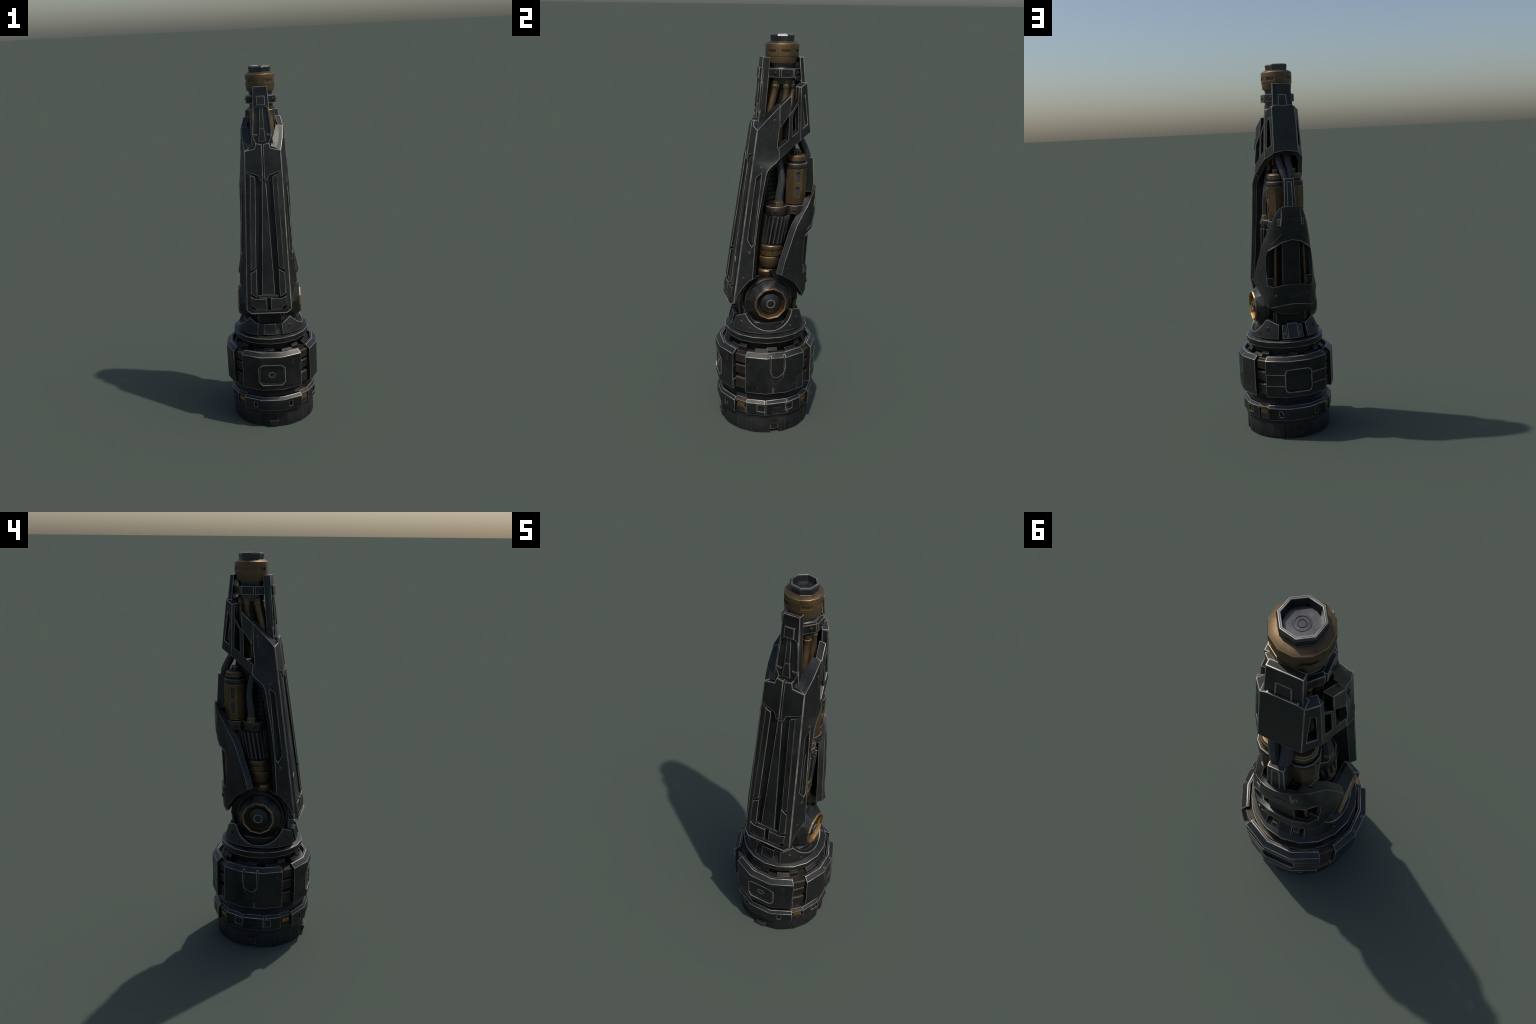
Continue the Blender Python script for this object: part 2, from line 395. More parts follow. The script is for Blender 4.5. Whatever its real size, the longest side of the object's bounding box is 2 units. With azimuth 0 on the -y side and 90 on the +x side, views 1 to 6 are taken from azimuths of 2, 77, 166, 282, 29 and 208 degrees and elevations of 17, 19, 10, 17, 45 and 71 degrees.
# side panels: split rim, shield-shaped crack, notched lower edge
for mid in (90, 270):
    m = 1 if mid == 90 else -1
    cs = []
    for a, w in ((mid + m * -6.6, 0.005), (mid + m * 9.5, 0.005)):
        cs.append(hole_cutter(a, 0.425, w, 0.09, 0.257, 0.006))
    cs.append(hole_cutter(mid - m * 3.4, 0.256, 0.004, 0.03, 0.264, 0.008))
    p = finish(cut(arc_bm(PANEL, mid - 35.3, mid + 35.3, 23.53), cs), "armor_panel", AE, drum, 0.0022)
    ss = cyl_surf(0.2655, mid, 23.53, mid - 35.3)
    sh = [(-0.030, 0.38), (-0.030, 0.362), (-0.012, 0.335), (0.008, 0.333), (0.036, 0.352), (0.043, 0.375)]
    sh2 = [(-0.034, 0.38), (-0.034, 0.358), (-0.020, 0.335), (-0.016, 0.302), (-0.004, 0.294), (0.012, 0.302), (0.022, 0.32), (0.035, 0.335), (0.046, 0.375)]
    lines([[(m * x, z) for x, z in sh]], ss, "crack_line", p, LINE, 0.003, False, 3)
    lines([[(m * x, z) for x, z in sh2]], ss, "crack_line", p, FAINT, 0.0035, False, 3)
    lines([[(m * 0.155, 0.32), (m * 0.128, 0.312), (m * 0.122, 0.272), (m * 0.12, 0.25)],
           [(m * -0.158, 0.40), (m * -0.14, 0.40), (m * -0.138, 0.42), (m * -0.132, 0.424)],
           [(m * 0.10, 0.28), (m * 0.112, 0.275)], [(m * -0.10, 0.275), (m * -0.092, 0.268)], [(m * -0.08, 0.405), (m * -0.076, 0.398)]], ss, "scratch_line", p, FAINT, 0.002, False, 3)

# ring of blocks between panels and skirt
for i in range(16):
    a = i * 22.5 + (4 if i % 2 else -3); w = (15, 18, 12, 19)[i % 4]; h = (0.483, 0.476, 0.489, 0.472)[(i * 3) % 4]
    finish(arc_bm([(0.17, 0.42), (0.203 + 0.006 * (i % 2), 0.42), (0.203 + 0.006 * (i % 2), h - 0.024), (0.194, h - 0.012), (0.17, h - 0.012)], a - w / 2, a + w / 2, 9), "turret_block", [INNER, FAINT], drum, 0.0013)
finish(arc_bm([(0.18, 0.42), (0.226, 0.42), (0.226, 0.438), (0.218, 0.443), (0.18, 0.443)], 0, 360, 9), "turret_rail", WE, drum, 0.001)

# skirt ring
skirt = finish(arc_bm([(0.15, 0.498), (0.206, 0.498), (0.2125, 0.503), (0.2155, 0.534), (0.196, 0.541), (0.186, 0.545), (0.15, 0.545)], 0, 360, 20), "skirt_ring", AE, root, 0.0024, ang=24)


# ================================================================== ANKLE COLLAR
HC = (-0.013, 0.703)           # hinge centre (y, z)
collar = finish(lathe_bm([(0.15, 0.50), (0.165, 0.545), (0.155, 0.59), (0.128, 0.612), (0.12, 0.66)], 20), "ankle_collar", IE, root, 0.001)
def collar_plate():
    n = 26; vs = []; fs = []
    for i in range(n + 1):
        a = 20.5 + (155.5 - 20.5) * i / n
        R0 = 0.200 - 0.012 * math.exp(-((a - 93) / 30) ** 2)
        y = -0.185 * math.cos(math.radians(a)); d = abs(y - HC[0])
        zt = HC[1] - math.sqrt(max(0.0, 0.142 ** 2 - d * d)) if d < 0.142 else 0.70
        zt = min(zt, 0.640 - (0.0014 * (42 - a) if a < 42 else 0) - (0.0012 * (a - 137) if a > 137 else 0) + (0.006 if a > 100 else 0))
        zt = max(zt, 0.560)
        R1 = R0 - (zt - 0.548) * 0.26
        for r, z in ((R0, 0.549), (R0 - 0.001, 0.556), (R1, zt), (R1 - 0.026, zt), (R0 - 0.035, 0.549)):
            vs.append(pol(r, a, z))
    for i in range(n):
        for p in range(5):
            q = (p + 1) % 5; fs.append((i * 5 + p, i * 5 + q, i * 5 + 5 + q, i * 5 + 5 + p))
    fs += [(0, 1, 2, 3, 4), tuple(range(5 * n, 5 * n + 5))]
    return bm_from(vs, fs)
cp = finish(collar_plate(), "collar_plate", AE, collar, 0.0022, ang=38, smooth=40)
bolts = []
for a, z, r in ((35, 0.592, 0.0085), (136, 0.602, 0.0085), (53, 0.572, 0.004), (118, 0.575, 0.004)):
    R = 0.2 - (z - 0.548) * 0.26
    bolts.append(bolt(pol(R, a, z), (pn(a)[0], pn(a)[1], 0.3), r, cp, [BROWN if r > 0.005 else FAINT]))
cm = mirrored(cp)
for b in bolts: mirrored(b, cm)
# front block, back block and filler plates
finish(prism_bm([(-0.034, -0.191, 0.552), (0.034, -0.191, 0.552), (0.033, -0.176, 0.609), (-0.033, -0.176, 0.609)], (0, 0.05, 0)), "collar_block", AE, collar, 0.0024)
for s in (-1, 1):
    finish(prism_bm([(s * 0.037, -0.182, 0.549), (s * 0.066, -0.175, 0.549), (s * 0.062, -0.163, 0.604), (s * 0.037, -0.168, 0.604)], (0, 0.04, 0)), "collar_filler", WE, collar, 0.0015)
    finish(prism_bm([(s * 0.033, 0.189, 0.549), (s * 0.06, 0.183, 0.549), (s * 0.058, 0.175, 0.575), (s * 0.033, 0.179, 0.575)], (0, -0.04, 0)), "collar_filler", AE, collar, 0.002)
    finish(prism_bm([(s * 0.033, 0.178, 0.578), (s * 0.058, 0.173, 0.578), (s * 0.055, 0.160, 0.618), (s * 0.033, 0.164, 0.618)], (0, -0.04, 0)), "collar_filler", AE, collar, 0.0018)
finish(prism_bm([(-0.03, 0.193, 0.549), (0.03, 0.193, 0.549), (0.028, 0.163, 0.627), (-0.028, 0.163, 0.627)], (0, -0.05, 0)), "collar_block", AE, collar, 0.003)

# ================================================================== ANKLE JOINT
joint = finish(xlathe_bm([(-0.125, 0.085), (-0.118, 0.105), (-0.083, 0.106), (-0.080, 0.133), (0.080, 0.133), (0.083, 0.106), (0.118, 0.105), (0.125, 0.085)], 20, HC), "ankle_joint", IE, root, 0.002)
finish(box_bm(-0.065, 0.065, -0.152, -0.05, 0.60, 0.70), "joint_neck", IE, joint, 0.002)
finish(prism_bm([(-0.08, 0.135, 0.60), (0.08, 0.135, 0.60), (0.085, 0.15, 0.70), (-0.085, 0.15, 0.70)], (0, -0.12, 0)), "joint_neck", IE, joint, 0.003)
for s in (-1, 1):
    tube([(s * 0.088, 0.125, 0.60), (s * 0.088, 0.135, 0.69)], 0.008, "joint_rod", [BROWN], joint, 8)
finish(prism_bm([(0.07, -0.13, 0.60), (0.11, -0.10, 0.60), (0.115, -0.10, 0.66), (0.07, -0.13, 0.66)], (0, 0.05, 0)), "joint_lug", WE, joint, 0.002)
mirrored(bpy.data.objects["joint_lug"])
hub = finish(xlathe_bm([(0.085, 0.118), (0.112, 0.121), (0.117, 0.117), (0.119, 0.115), (0.130, 0.1135), (0.170, 0.084), (0.172, 0.082), (0.15, 0.078), (0.147, 0.02), (0.085, 0.02)], 11, HC, 0.25), "hinge_hub", AE, joint, 0.002, ang=34, smooth=25)
finish(xlathe_bm([(0.110, 0.1225), (0.116, 0.1225), (0.1175, 0.116), (0.110, 0.116)], 28, HC), "hub_trim", [BROWN], hub, 0)
rg = finish(xlathe_bm([(0.148, 0.0785), (0.1715, 0.0845), (0.178, 0.081), (0.1755, 0.0765), (0.160, 0.0705), (0.148, 0.0705)], 10, HC, 0.25), "hub_ring", [COPPER, BRONZE_EDGE], hub, 0.0016, ang=28, smooth=30)
cap = finish(xlathe_bm([(0.140, 0.056), (0.152, 0.057), (0.160, 0.052), (0.171, 0.030), (0.173, 0.022), (0.1735, 0.001)], 10, HC, 0.1), "hub_cap", [ARMOR], hub, 0, smooth=24)
finish(xlathe_bm([(0.17, 0.0235), (0.1748, 0.0228), (0.1748, 0.019), (0.17, 0.018)], 20, HC), "hub_cap_ring", [LINE], hub, 0)
h2 = mirrored(hub)
for o in list(bpy.data.objects):
    if o.parent == hub: mirrored(o, h2)
finish(prism_bm([(-0.105, 0.142, 0.705), (0.105, 0.142, 0.705), (0.118, 0.135, 0.79), (0.118, 0.09, 0.86), (-0.118, 0.09, 0.86), (-0.118, 0.135, 0.79)], (0, -0.10, 0)), "joint_housing", [INNER], joint, 0)
# ================================================================== SHIN (front plate + side panels)
yc = lambda z: -0.072 + (z - 1.564) * 0.1399
xc = lambda z: 0.098 - 0.0312 * (z - 1.564)
def clamp(v, a, b): return max(a, min(b, v))
def yf(x, z): return yc(z) - (0.0165 - 0.0065 * clamp((z - 0.8) / 0.7, 0, 1)) * min(1.0, (1 - min(1, abs(x) / xc(z))) / 0.22)
def fA(y, z):
    dy = y - yc(z); h = 1 - 0.48 * clamp((z - 1.38) / 0.3, 0, 1); t = clamp((1.3 - z) / 0.4, 0, 1)
    return xc(z) + h * min((0.5 + 0.08 * t) * dy, 0.034 + 0.007 * t)
def fB(y, z): return 0.2286 - 0.2 * y - 0.064 * z

def front_bm(outline, depth, thick):
    return prism_bm([(x, yf(x, z) + depth, z) for x, z in outline], (0, thick, 0))
def mir2(o): return [(-x, z) for x, z in o]

base = [(0.098, 0.689), (xc(0.70) - 0.002, 0.70), (xc(1.55) - 0.003, 1.556), (0.044, 1.572), (0.037, 1.596), (0.0, 1.593),
        (-0.037, 1.596), (-0.044, 1.572), (-xc(1.55) + 0.003, 1.556), (-xc(0.70) + 0.002, 0.70), (-0.098, 0.689)]
shin = finish(front_bm(base, 0.012, 0.02), "shin_plate", IE, root, 0)
def both(outline, depth, thick, name, mats, bevel=0.0022):
    for o in (outline, mir2(outline)): finish(front_bm(o, depth, thick), name, mats, shin, bevel)
for sg in (-1, 1):
    lines([[(sg * (xc(z) - 0.0022), z) for z in (1.56, 1.4, 1.2, 1.0, 0.85, 0.72)]], lambda u, v, h: (u, yf(u, v) - h, v), "corner_wear_line", shin, LINE, 0.0042, False, 4, 0.0012)
# upper cover halves
both([(0.0035, 1.599), (0.036, 1.606), (0.043, 1.579), (xc(1.564), 1.564), (xc(1.455), 1.458), (0.030, 1.436), (0.019, 1.408), (0.011, 1.408), (0.0035, 1.413)], 0.0, 0.03, "shin_cover", AE, 0.0028)
finish(front_bm([(-0.004, 1.415), (0.004, 1.415), (0.004, 1.597), (-0.004, 1.597)], 0.006, 0.02), "shin_seam", [INNER], shin, 0)
# outer frame rail with foot border
both([(xc(1.455), 1.4565), (xc(0.71), 0.7225), (0.0985, 0.7225), (0.099, 0.79), (0.093, 0.93), (0.0745, 1.442)], 0.0, 0.03, "shin_frame_rail", [ARMOR, FAINT], 0.0015)
finish(front_bm([(-xc(0.70), 0.7015), (-0.098, 0.687), (0.098, 0.687), (xc(0.70), 0.7015), (xc(0.72), 0.722), (0.098, 0.722), (0.078, 0.7055), (-0.078, 0.7055), (-0.098, 0.722), (-xc(0.72), 0.722)], 0.0, 0.03), "shin_toe_bar", [ARMOR, FAINT], shin, 0.0015)
lines([[(-xc(0.72) + 0.002, 0.722), (-xc(0.70) + 0.002, 0.7025), (-0.0975, 0.689), (0.0975, 0.689), (xc(0.70) - 0.002, 0.7025), (xc(0.72) - 0.002, 0.722)]], lambda u, v, h: (u, yf(u, v) - h, v), "toe_edge_line", shin, LINE, 0.004, False, 4, 0.0015)
# inner strips beside the groove
both([(0.050, 1.430), (0.0725, 1.440), (0.0910, 0.932), (0.086, 0.928), (0.062, 0.944), (0.046, 1.42)], 0.002, 0.025, "shin_strip", [ARMOR, LINE], 0.002)
both([(0.061, 0.932), (0.085, 0.914), (0.0925, 0.912), (0.0960, 0.796), (0.078, 0.785), (0.064, 0.778), (0.062, 0.80)], 0.002, 0.025, "shin_strip", [ARMOR, LINE], 0.002)
both([(0.011, 0.708), (0.068, 0.709), (0.080, 0.725), (0.0955, 0.730), (0.0960, 0.782), (0.077, 0.770), (0.068, 0.768), (0.011, 0.769)], 0.0015, 0.025, "shin_strip", [ARMOR, LINE], 0.002)
finish(front_bm([(-0.052, 0.772), (0.052, 0.772), (0.056, 0.785), (-0.056, 0.785)], 0.008, 0.02), "shin_groove_sill", AE, shin, 0.0015)
# tapering centre bar
finish(front_bm([(-0.036, 0.789), (0.0, 0.789), (0.036, 0.789), (0.0105, 1.403), (-0.0105, 1.403)], 0.006, 0.025), "shin_bar", AE, shin, 0.0022)

def side_plate(outline, fn, off, name, mats, parent, holes=(), bevel=0.0022):
    P = [(fn(y, z), y, z) for y, z in outline]; H = [[(fn(y, z), y, z) for y, z in h] for h in holes]
    return finish(prism_bm(P, off, H), name, mats, parent, bevel)

side_out = [(yc(1.5645), 1.5645), (-0.022, 1.621), (0.0315, 1.677), (0.030, 1.573), (0.020, 1.487), (0.0285, 1.470), (0.0285, 1.432), (0.016, 1.416),
            (-0.012, 1.394), (-0.028, 1.376), (-0.036, 1.355), (-0.041, 1.326), (-0.071, 1.160), (-0.091, 1.0), (-0.105, 0.837),
            (-0.122, 0.824), (-0.143, 0.797), (-0.160, 0.772), (-0.175, 0.746), (-0.185, 0.722), (-0.190, 0.699),
            (yc(0.85), 0.85), (yc(1.0), 1.0), (yc(1.15), 1.15), (yc(1.30), 1.30), (yc(1.42), 1.42), (yc(1.5), 1.5)]
slot = [(-0.0565, 1.364), (-0.080, 1.342), (-0.1235, 1.032), (-0.106, 1.000), (-0.096, 1.015)]
side = side_plate(side_out, fA, (-0.024, 0.005, 0.012), "flank_panel", AE, root, [slot])
# sunk floor of the slot
def inset(y, z): return fA(y, z) - 0.016
side_kids = [side_plate([(-0.050, 1.37), (-0.088, 1.345), (-0.13, 1.03), (-0.106, 0.99), (-0.088, 1.012)], inset, (-0.01, 0.004, 0), "slot_floor", [INNER], side, bevel=0)]
def fAn(y, z):
    e = 1e-3; return Vector((1, -(fA(y + e, z) - fA(y - e, z)) / (2 * e), -(fA(y, z + e) - fA(y, z - e)) / (2 * e)))
for y, z, r in ((0.008, 1.613, 0.006), (-0.057, 1.389, 0.006), (-0.118, 0.970, 0.006), (-0.147, 0.838, 0.004)):
    side_kids.append(bolt((fA(y, z), y, z), fAn(y, z), r, side, [FAINT], 0.0018))
sA = lambda u, v, h: (fA(u, v) + h, u, v)
side_kids.append(lines([[(-0.054, 1.365), (-0.055, 1.376)], [(-0.107, 0.998), (-0.113, 0.98)], [(0.008, 1.603), (0.0, 1.56)]], sA, "scratch_line", side, FAINT, 0.0025, False, 3))
# broad bevelled lip along the rear edge, and the dark inner wall that returns to the core
edge = side_out[6:21]
secs = []; wall = []
for i, (y, z) in enumerate(edge):
    p, q = edge[max(i - 1, 0)], edge[min(i + 1, len(edge) - 1)]
    d = Vector((q[0] - p[0], q[1] - p[1])).normalized(); n = Vector((-d.y, d.x))      # outward in the y-z plane
    k = 0.019 if z > 0.83 else 0.014
    O = Vector((fA(y, z) - 0.0015, y, z)); I = O + Vector((-0.019, n.x * k, n.y * k))
    secs.append([O, I, I + Vector((-0.006, -n.x * 0.012, -n.y * 0.012)), O + Vector((-0.020, -n.x * 0.012, -n.y * 0.012))])
    if z > 0.80:
        w0 = I + Vector((-0.002, -n.x * 0.004, -n.y * 0.004)); w1 = Vector((0.055, yc(z) + 0.098 * min(1, (1.62 - z) / 0.2), z))
        wall.append([w0, w1, w1 + Vector((0, -0.012, 0)), w0 + Vector((-0.004, -0.012, 0))])
side_kids.append(finish(loft_bm(secs), "panel_lip", [ARMOR, LINE], side, 0.0018, ang=40, smooth=30))
side_kids.append(finish(loft_bm(wall), "panel_liner", [INNER], side, 0))
s2 = mirrored(side)
for o in side_kids: mirrored(o, s2)

ramp = finish(prism_bm([(0.079, -0.066, 1.574), (0.0445, -0.073, 1.588), (0.060, -0.022, 1.634), (0.075, 0.030, 1.688), (0.092, 0.030, 1.684), (0.089, -0.020, 1.630)], (0, 0.004, -0.03)), "shoulder_ramp", [ARMOR], root, 0)
mirrored(ramp)
# wing tip block beyond the seam
wing = side_plate([(0.0335, 1.678), (0.092, 1.727), (0.0885, 1.647), (0.0345, 1.577)], lambda y, z: fB(y, z) + 0.002, (-0.030, 0.0, 0.004), "wing_block", AE, root)
mirrored(wing)

# ================================================================== REAR SHROUD (back cowl with slits)
cowl_out = [(0.0305, 1.484), (0.0305, 1.430), (0.085, 1.474), (0.1405, 1.512), (0.1415, 1.762), (0.130, 1.760), (0.128, 1.700), (0.096, 1.650), (0.090, 1.642), (0.081, 1.632), (0.077, 1.517)]
cowl_hole = [(0.100, 1.643), (0.127, 1.682), (0.128, 1.555), (0.096, 1.532)]
A, B, C, D = Vector((0.061, 0.178, 1.780)), Vector((0.0885, 0.1415, 1.762)), Vector((0.066, 0.199, 1.544)), Vector((0.1035, 0.1405, 1.512))
mx = lambda v: Vector((-v.x, v.y, v.z))
T1 = Vector((0.041, 0.178, 1.789)); T0 = Vector((0, 0.176, 1.783))
bm = prism_bm([T0, T1, A, C, Vector((0.03, 0.204, 1.552)), Vector((0, 0.205, 1.556)), Vector((-0.03, 0.204, 1.552)), mx(C), mx(A), mx(T1)], (0, -0.030, 0.003))
cowl = finish(bm, "cowl", AE, root, 0.0022, ang=25)
def bil(s, t): return (B.lerp(A, s)).lerp(D.lerp(C, s), t)
w = side_plate(cowl_out, fB, (-0.026, -0.008, 0.004), "cowl_cheek", AE, cowl, [cowl_hole]); mirrored(w)
w = finish(prism_bm([bil(0, 0), bil(0.5, 0), bil(1, 0), bil(1, 1), bil(0.5, 1), bil(0, 1)], (-0.020, -0.022, 0.004), [[bil(0.32, 0.24), bil(0.60, 0.20), bil(0.78, 0.80), bil(0.26, 0.81)]]), "cowl_slit_plate", AE, cowl, 0.002)
mirrored(w)

# thick arched lip under the cowl
path = [Vector((fB(0.0305, 1.430), 0.0305, 1.430)), Vector((fB(0.085, 1.474), 0.085, 1.474)), D, D.lerp(C, 0.5), C, Vector((0.03, 0.204, 1.552)), Vector((0, 0.205, 1.556))]
path = path + [mx(p) for p in path[-2::-1]]
secs = []
for p in path:
    c = Vector((0, 0.05, 0)); d = (Vector((p.x, p.y, 0)) - c).normalized(); d.z = 0
    O = p - d * 0.0015 + Vector((0, 0, 0.0005)); I = O - d * 0.021 + Vector((0, 0, -0.017))
    secs.append([O, I, I - d * 0.012 + Vector((0, 0, 0.012)), O - d * 0.03 + Vector((0, 0, 0.012))])
finish(loft_bm(secs), "cowl_lip", [ARMOR, LINE], cowl, 0.0018, ang=40, smooth=30)

# rear tab on the neck
tab = finish(prism_bm([(-0.0485, 0.161, 1.898), (0.0485, 0.161, 1.898), (0.054, 0.172, 1.77), (-0.054, 0.172, 1.77)], (0, -0.020, 0)), "neck_tab", AE, root, 0.0024)
tabs = lambda u, v, h: (u, 0.161 + (1.898 - v) * 0.086 + h, v)
lines([[(-0.022, 1.785), (-0.020, 1.840), (0.020, 1.840), (0.022, 1.785)]], tabs, "tab_frame", tab, LINE, 0.004)

# ================================================================== FRONT FIN (upper front shroud)
yfin = lambda z: -0.031 - (1.897 - z) * 0.095
fin = finish(prism_bm([(x, yfin(z) + 0.004, z) for x, z in ((-0.0375, 1.897), (0.0375, 1.897), (0.044, 1.776), (0.053, 1.655), (0.056, 1.62), (0.050, 1.585), (-0.050, 1.585), (-0.056, 1.62), (-0.053, 1.655), (-0.044, 1.776))], (0, 0.028, 0)), "fin", [ARMOR, LINE], root, 0.002)
def fin_bm(o, d, t): return prism_bm([(x, yfin(z) + d, z) for x, z in o], (0, t, 0))
finish(fin_bm([(-0.0375, 1.8985), (0.0375, 1.8985), (0.0435, 1.780), (0.024, 1.795), (-0.024, 1.795), (-0.0435, 1.780)], -0.003, 0.012), "fin_head", AE, fin, 0.0024)
for s in (-1, 1):
    finish(fin_bm([(s * 0.0437, 1.783), (s * 0.053, 1.655), (s * 0.047, 1.655), (s * 0.036, 1.783)], -0.003, 0.012), "fin_rail", AE, fin, 0.002)
    finish(fin_bm([(s * 0.053, 1.653), (s * 0.024, 1.650), (s * 0.026, 1.644), (s * 0.050, 1.640)], -0.002, 0.012), "fin_rail", AE, fin, 0.002)
    finish(fin_bm([(s * 0.052, 1.652), (s * 0.06, 1.60), (s * 0.058, 1.575), (s * 0.040, 1.578), (s * 0.036, 1.61), (s * 0.045, 1.63)], 0.0, 0.026), "fin_root", AE, fin, 0.002)
finish(fin_bm([(-0.022, 1.850), (0.022, 1.850), (0.023, 1.803), (-0.023, 1.803)], -0.012, 0.012), "fin_box", AE, fin, 0.0024)
finish(fin_bm([(-0.0085, 1.802), (0.0085, 1.802), (0.0125, 1.682), (-0.0125, 1.682)], -0.005, 0.014), "fin_rib", [ARMOR, LINE], fin, 0.002)
finish(fin_bm([(-0.0125, 1.680), (0.0125, 1.680), (0.020, 1.613), (-0.020, 1.613)], -0.004, 0.02), "fin_tail", AE, fin, 0.0022)

# ================================================================== NOZZLE HEAD
NC = (0, 0.067)
head = finish(lathe_bm([(0.062, 1.775), (0.064, 1.783), (0.064, 1.803), (0.066, 1.81), (0.066, 1.845), (0.062, 1.85), (0.068, 1.875)], 16, NC), "nozzle_head", [NUT, LINE], root, 0.0012)
cs = []
for a in (37, 90, 142, 218, 270, 323):
    t = Vector((math.cos(math.radians(a)), math.sin(math.radians(a)), 0)); n = Vector(pn(a)); c = Vector((NC[0], NC[1], 1.925)) + n * 0.08
    cs.append(prism_bm([c + n * 0.01 + t * x + Vector((0, 0, z)) for x, z in ((-0.023, -0.0085), (0.023, -0.0085), (0.023, 0.0085), (-0.023, 0.0085))], -n * 0.0185))
bc = finish(cut(lathe_bm([(0.060, 1.871), (0.0755, 1.871), (0.0765, 1.874), (0.0785, 1.898), (0.0785, 1.902), (0.0805, 1.904), (0.081, 1.954), (0.0795, 1.959), (0.063, 1.968), (0.055, 1.968)], 12, NC, 0, 0.35), cs), "bronze_collar", BE, head, 0.0014, ang=36, smooth=35)
nut = finish(arc_bm([(0.044, 1.955), (0.0625, 1.955), (0.0625, 1.966), (0.0585, 1.969), (0.0615, 1.993), (0.0575, 2.0), (0.0515, 2.0), (0.050, 1.998), (0.045, 1.966)], 10, 370, 45, NC), "hex_nut", [NUT, EDGE], head, 0.0012, ang=50, smooth=25)
disc = finish(lathe_bm([(0.05, 1.95), (0.044, 1.974), (0.022, 1.9735), (0.021, 1.975), (0.018, 1.975), (0.017, 1.973), (0.012, 1.973), (0.011, 1.975), (0.009, 1.975), (0.008, 1.973), (0.001, 1.973)], 24, NC), "nut_floor", [NUT], nut, 0)
for i in range(8):
    a = 22.5 * 0 + i * 45 + 2
    c = Vector((0, NC[1] + 0.003, 1.826)); n = Vector(pn(a)); t = Vector((math.cos(math.radians(a)), math.sin(math.radians(a)), 0))
    R = 0.083 if i % 4 == 2 else (0.0815 if i % 2 else 0.076)
    if i % 4 == 0: continue
    pts = [c + n * R + t * x + Vector((0, 0, z)) for x, z in ((-0.0305, -0.02), (0.0305, -0.02), (0.0305, 0.02), (-0.0305, 0.02))]
    st = finish(prism_bm(pts, -n * 0.016), "neck_strap", [INNER if False else ARMOR, LINE], head, 0.0025)
    bolt(c + n * R + t * (0.0 if i % 4 == 2 else 0.006), n, 0.006, st, [BROWN], 0.004)
finish(arc_bm([(0.055, 1.806), (0.0745, 1.806), (0.0745, 1.845), (0.055, 1.845)], 0, 360, 22.5, NC), "neck_band", WE, head, 0.001)

# bronze feed pipes below the head
core_pipe = finish(ellipse_column(0.046, 0.062, (0, 0.082), 1.42, 1.79), "feed_spine", IE, root, 0)
for path, r in (([(0.044, 0.028, 1.79), (0.044, 0.026, 1.755), (0.048, 0.010, 1.69), (0.050, 0.0, 1.64), (0.050, -0.002, 1.56)], 0.0175),
                ([(0.048, 0.076, 1.79), (0.048, 0.076, 1.73), (0.052, 0.064, 1.66), (0.055, 0.05, 1.58), (0.055, 0.045, 1.45)], 0.0165),
                ([(0.036, 0.112, 1.79), (0.036, 0.112, 1.73), (0.044, 0.10, 1.64), (0.044, 0.09, 1.48)], 0.0135)):
    t = tube(path, r, "feed_pipe", [BRONZE], core_pipe, 9)
    mirrored(t)
    p0 = Vector(path[0]); t = finish(lathe_bm([(r + 0.0018, 1.755), (r + 0.0025, 1.757), (r + 0.0025, 1.77), (r + 0.001, 1.772)], 9, (p0.x, p0.y)), "pipe_ferrule", BE, core_pipe, 0.0008); mirrored(t)

# ================================================================== INNER COLUMN
col = finish(lathe_bm([(0.085, 0.70), (0.085, 0.80), (0.085, 0.95), (0.082, 1.15), (0.05, 1.16), (0.045, 1.45)], 16, (0, -0.022), 0.05), "core_column", IE, root, 0)
prof = [(0.040, 1.17)]
for i in range(10):      # ribbed hose up the middle
    z = 1.19 + i * 0.024; prof += [(0.046, z), (0.056, z + 0.003), (0.056, z + 0.015), (0.046, z + 0.018)]
finish(lathe_bm(prof + [(0.040, 1.44)], 14, (0, 0.006)), "ribbed_hose", [INNER], col, 0)
finish(ellipse_column(0.034, 0.060, (0, 0.085), 1.17, 1.45), "core_web", [INNER], col, 0)
PX = 0.056               # two pistons stand side by side, leaning back with height
py = lambda z: -0.010 + 0.17 * (z - 0.83)
def ring_part(profile, name, mats, bevel=0.002, n=12, dy=0.0, phase=0.5):
    zc = sum(z for r, z in profile) / len(profile)
    o = finish(lathe_bm(profile, n, (PX, py(zc) + dy), 0.0, phase), name, mats, col, bevel, ang=36, smooth=33); mirrored(o); return o
ring_part([(0.045, 0.80), (0.048, 0.812), (0.053, 0.83), (0.056, 0.835), (0.056, 0.855), (0.050, 0.862)], "bronze_ring", BE)
ring_part([(0.045, 0.862), (0.045, 0.874)], "ring_gap", [INNER], 0)
ring_part([(0.048, 0.872), (0.054, 0.874), (0.057, 0.878), (0.062, 0.925), (0.060, 0.931), (0.05, 0.932)], "bronze_ring", BE)
ring_part([(0.05, 0.934), (0.061, 0.936), (0.0615, 0.962), (0.0635, 0.965), (0.0635, 0.984), (0.060, 0.990), (0.05, 0.991)], "bronze_ring", BE)
for i in range(12):
    a = i * 30 + 9
    o = finish(arc_bm([(0.055, 0.940), (0.0628, 0.940), (0.0628, 0.959), (0.055, 0.959)], a - 12, a + 12, 12, (PX, py(0.962))), "ring_lug", BE, col, 0.001); mirrored(o)
ring_part([(0.050, 0.985), (0.054, 1.0), (0.056, 1.14), (0.05, 1.146)], "fin_core", [INNER], 0, 16, 0.004)
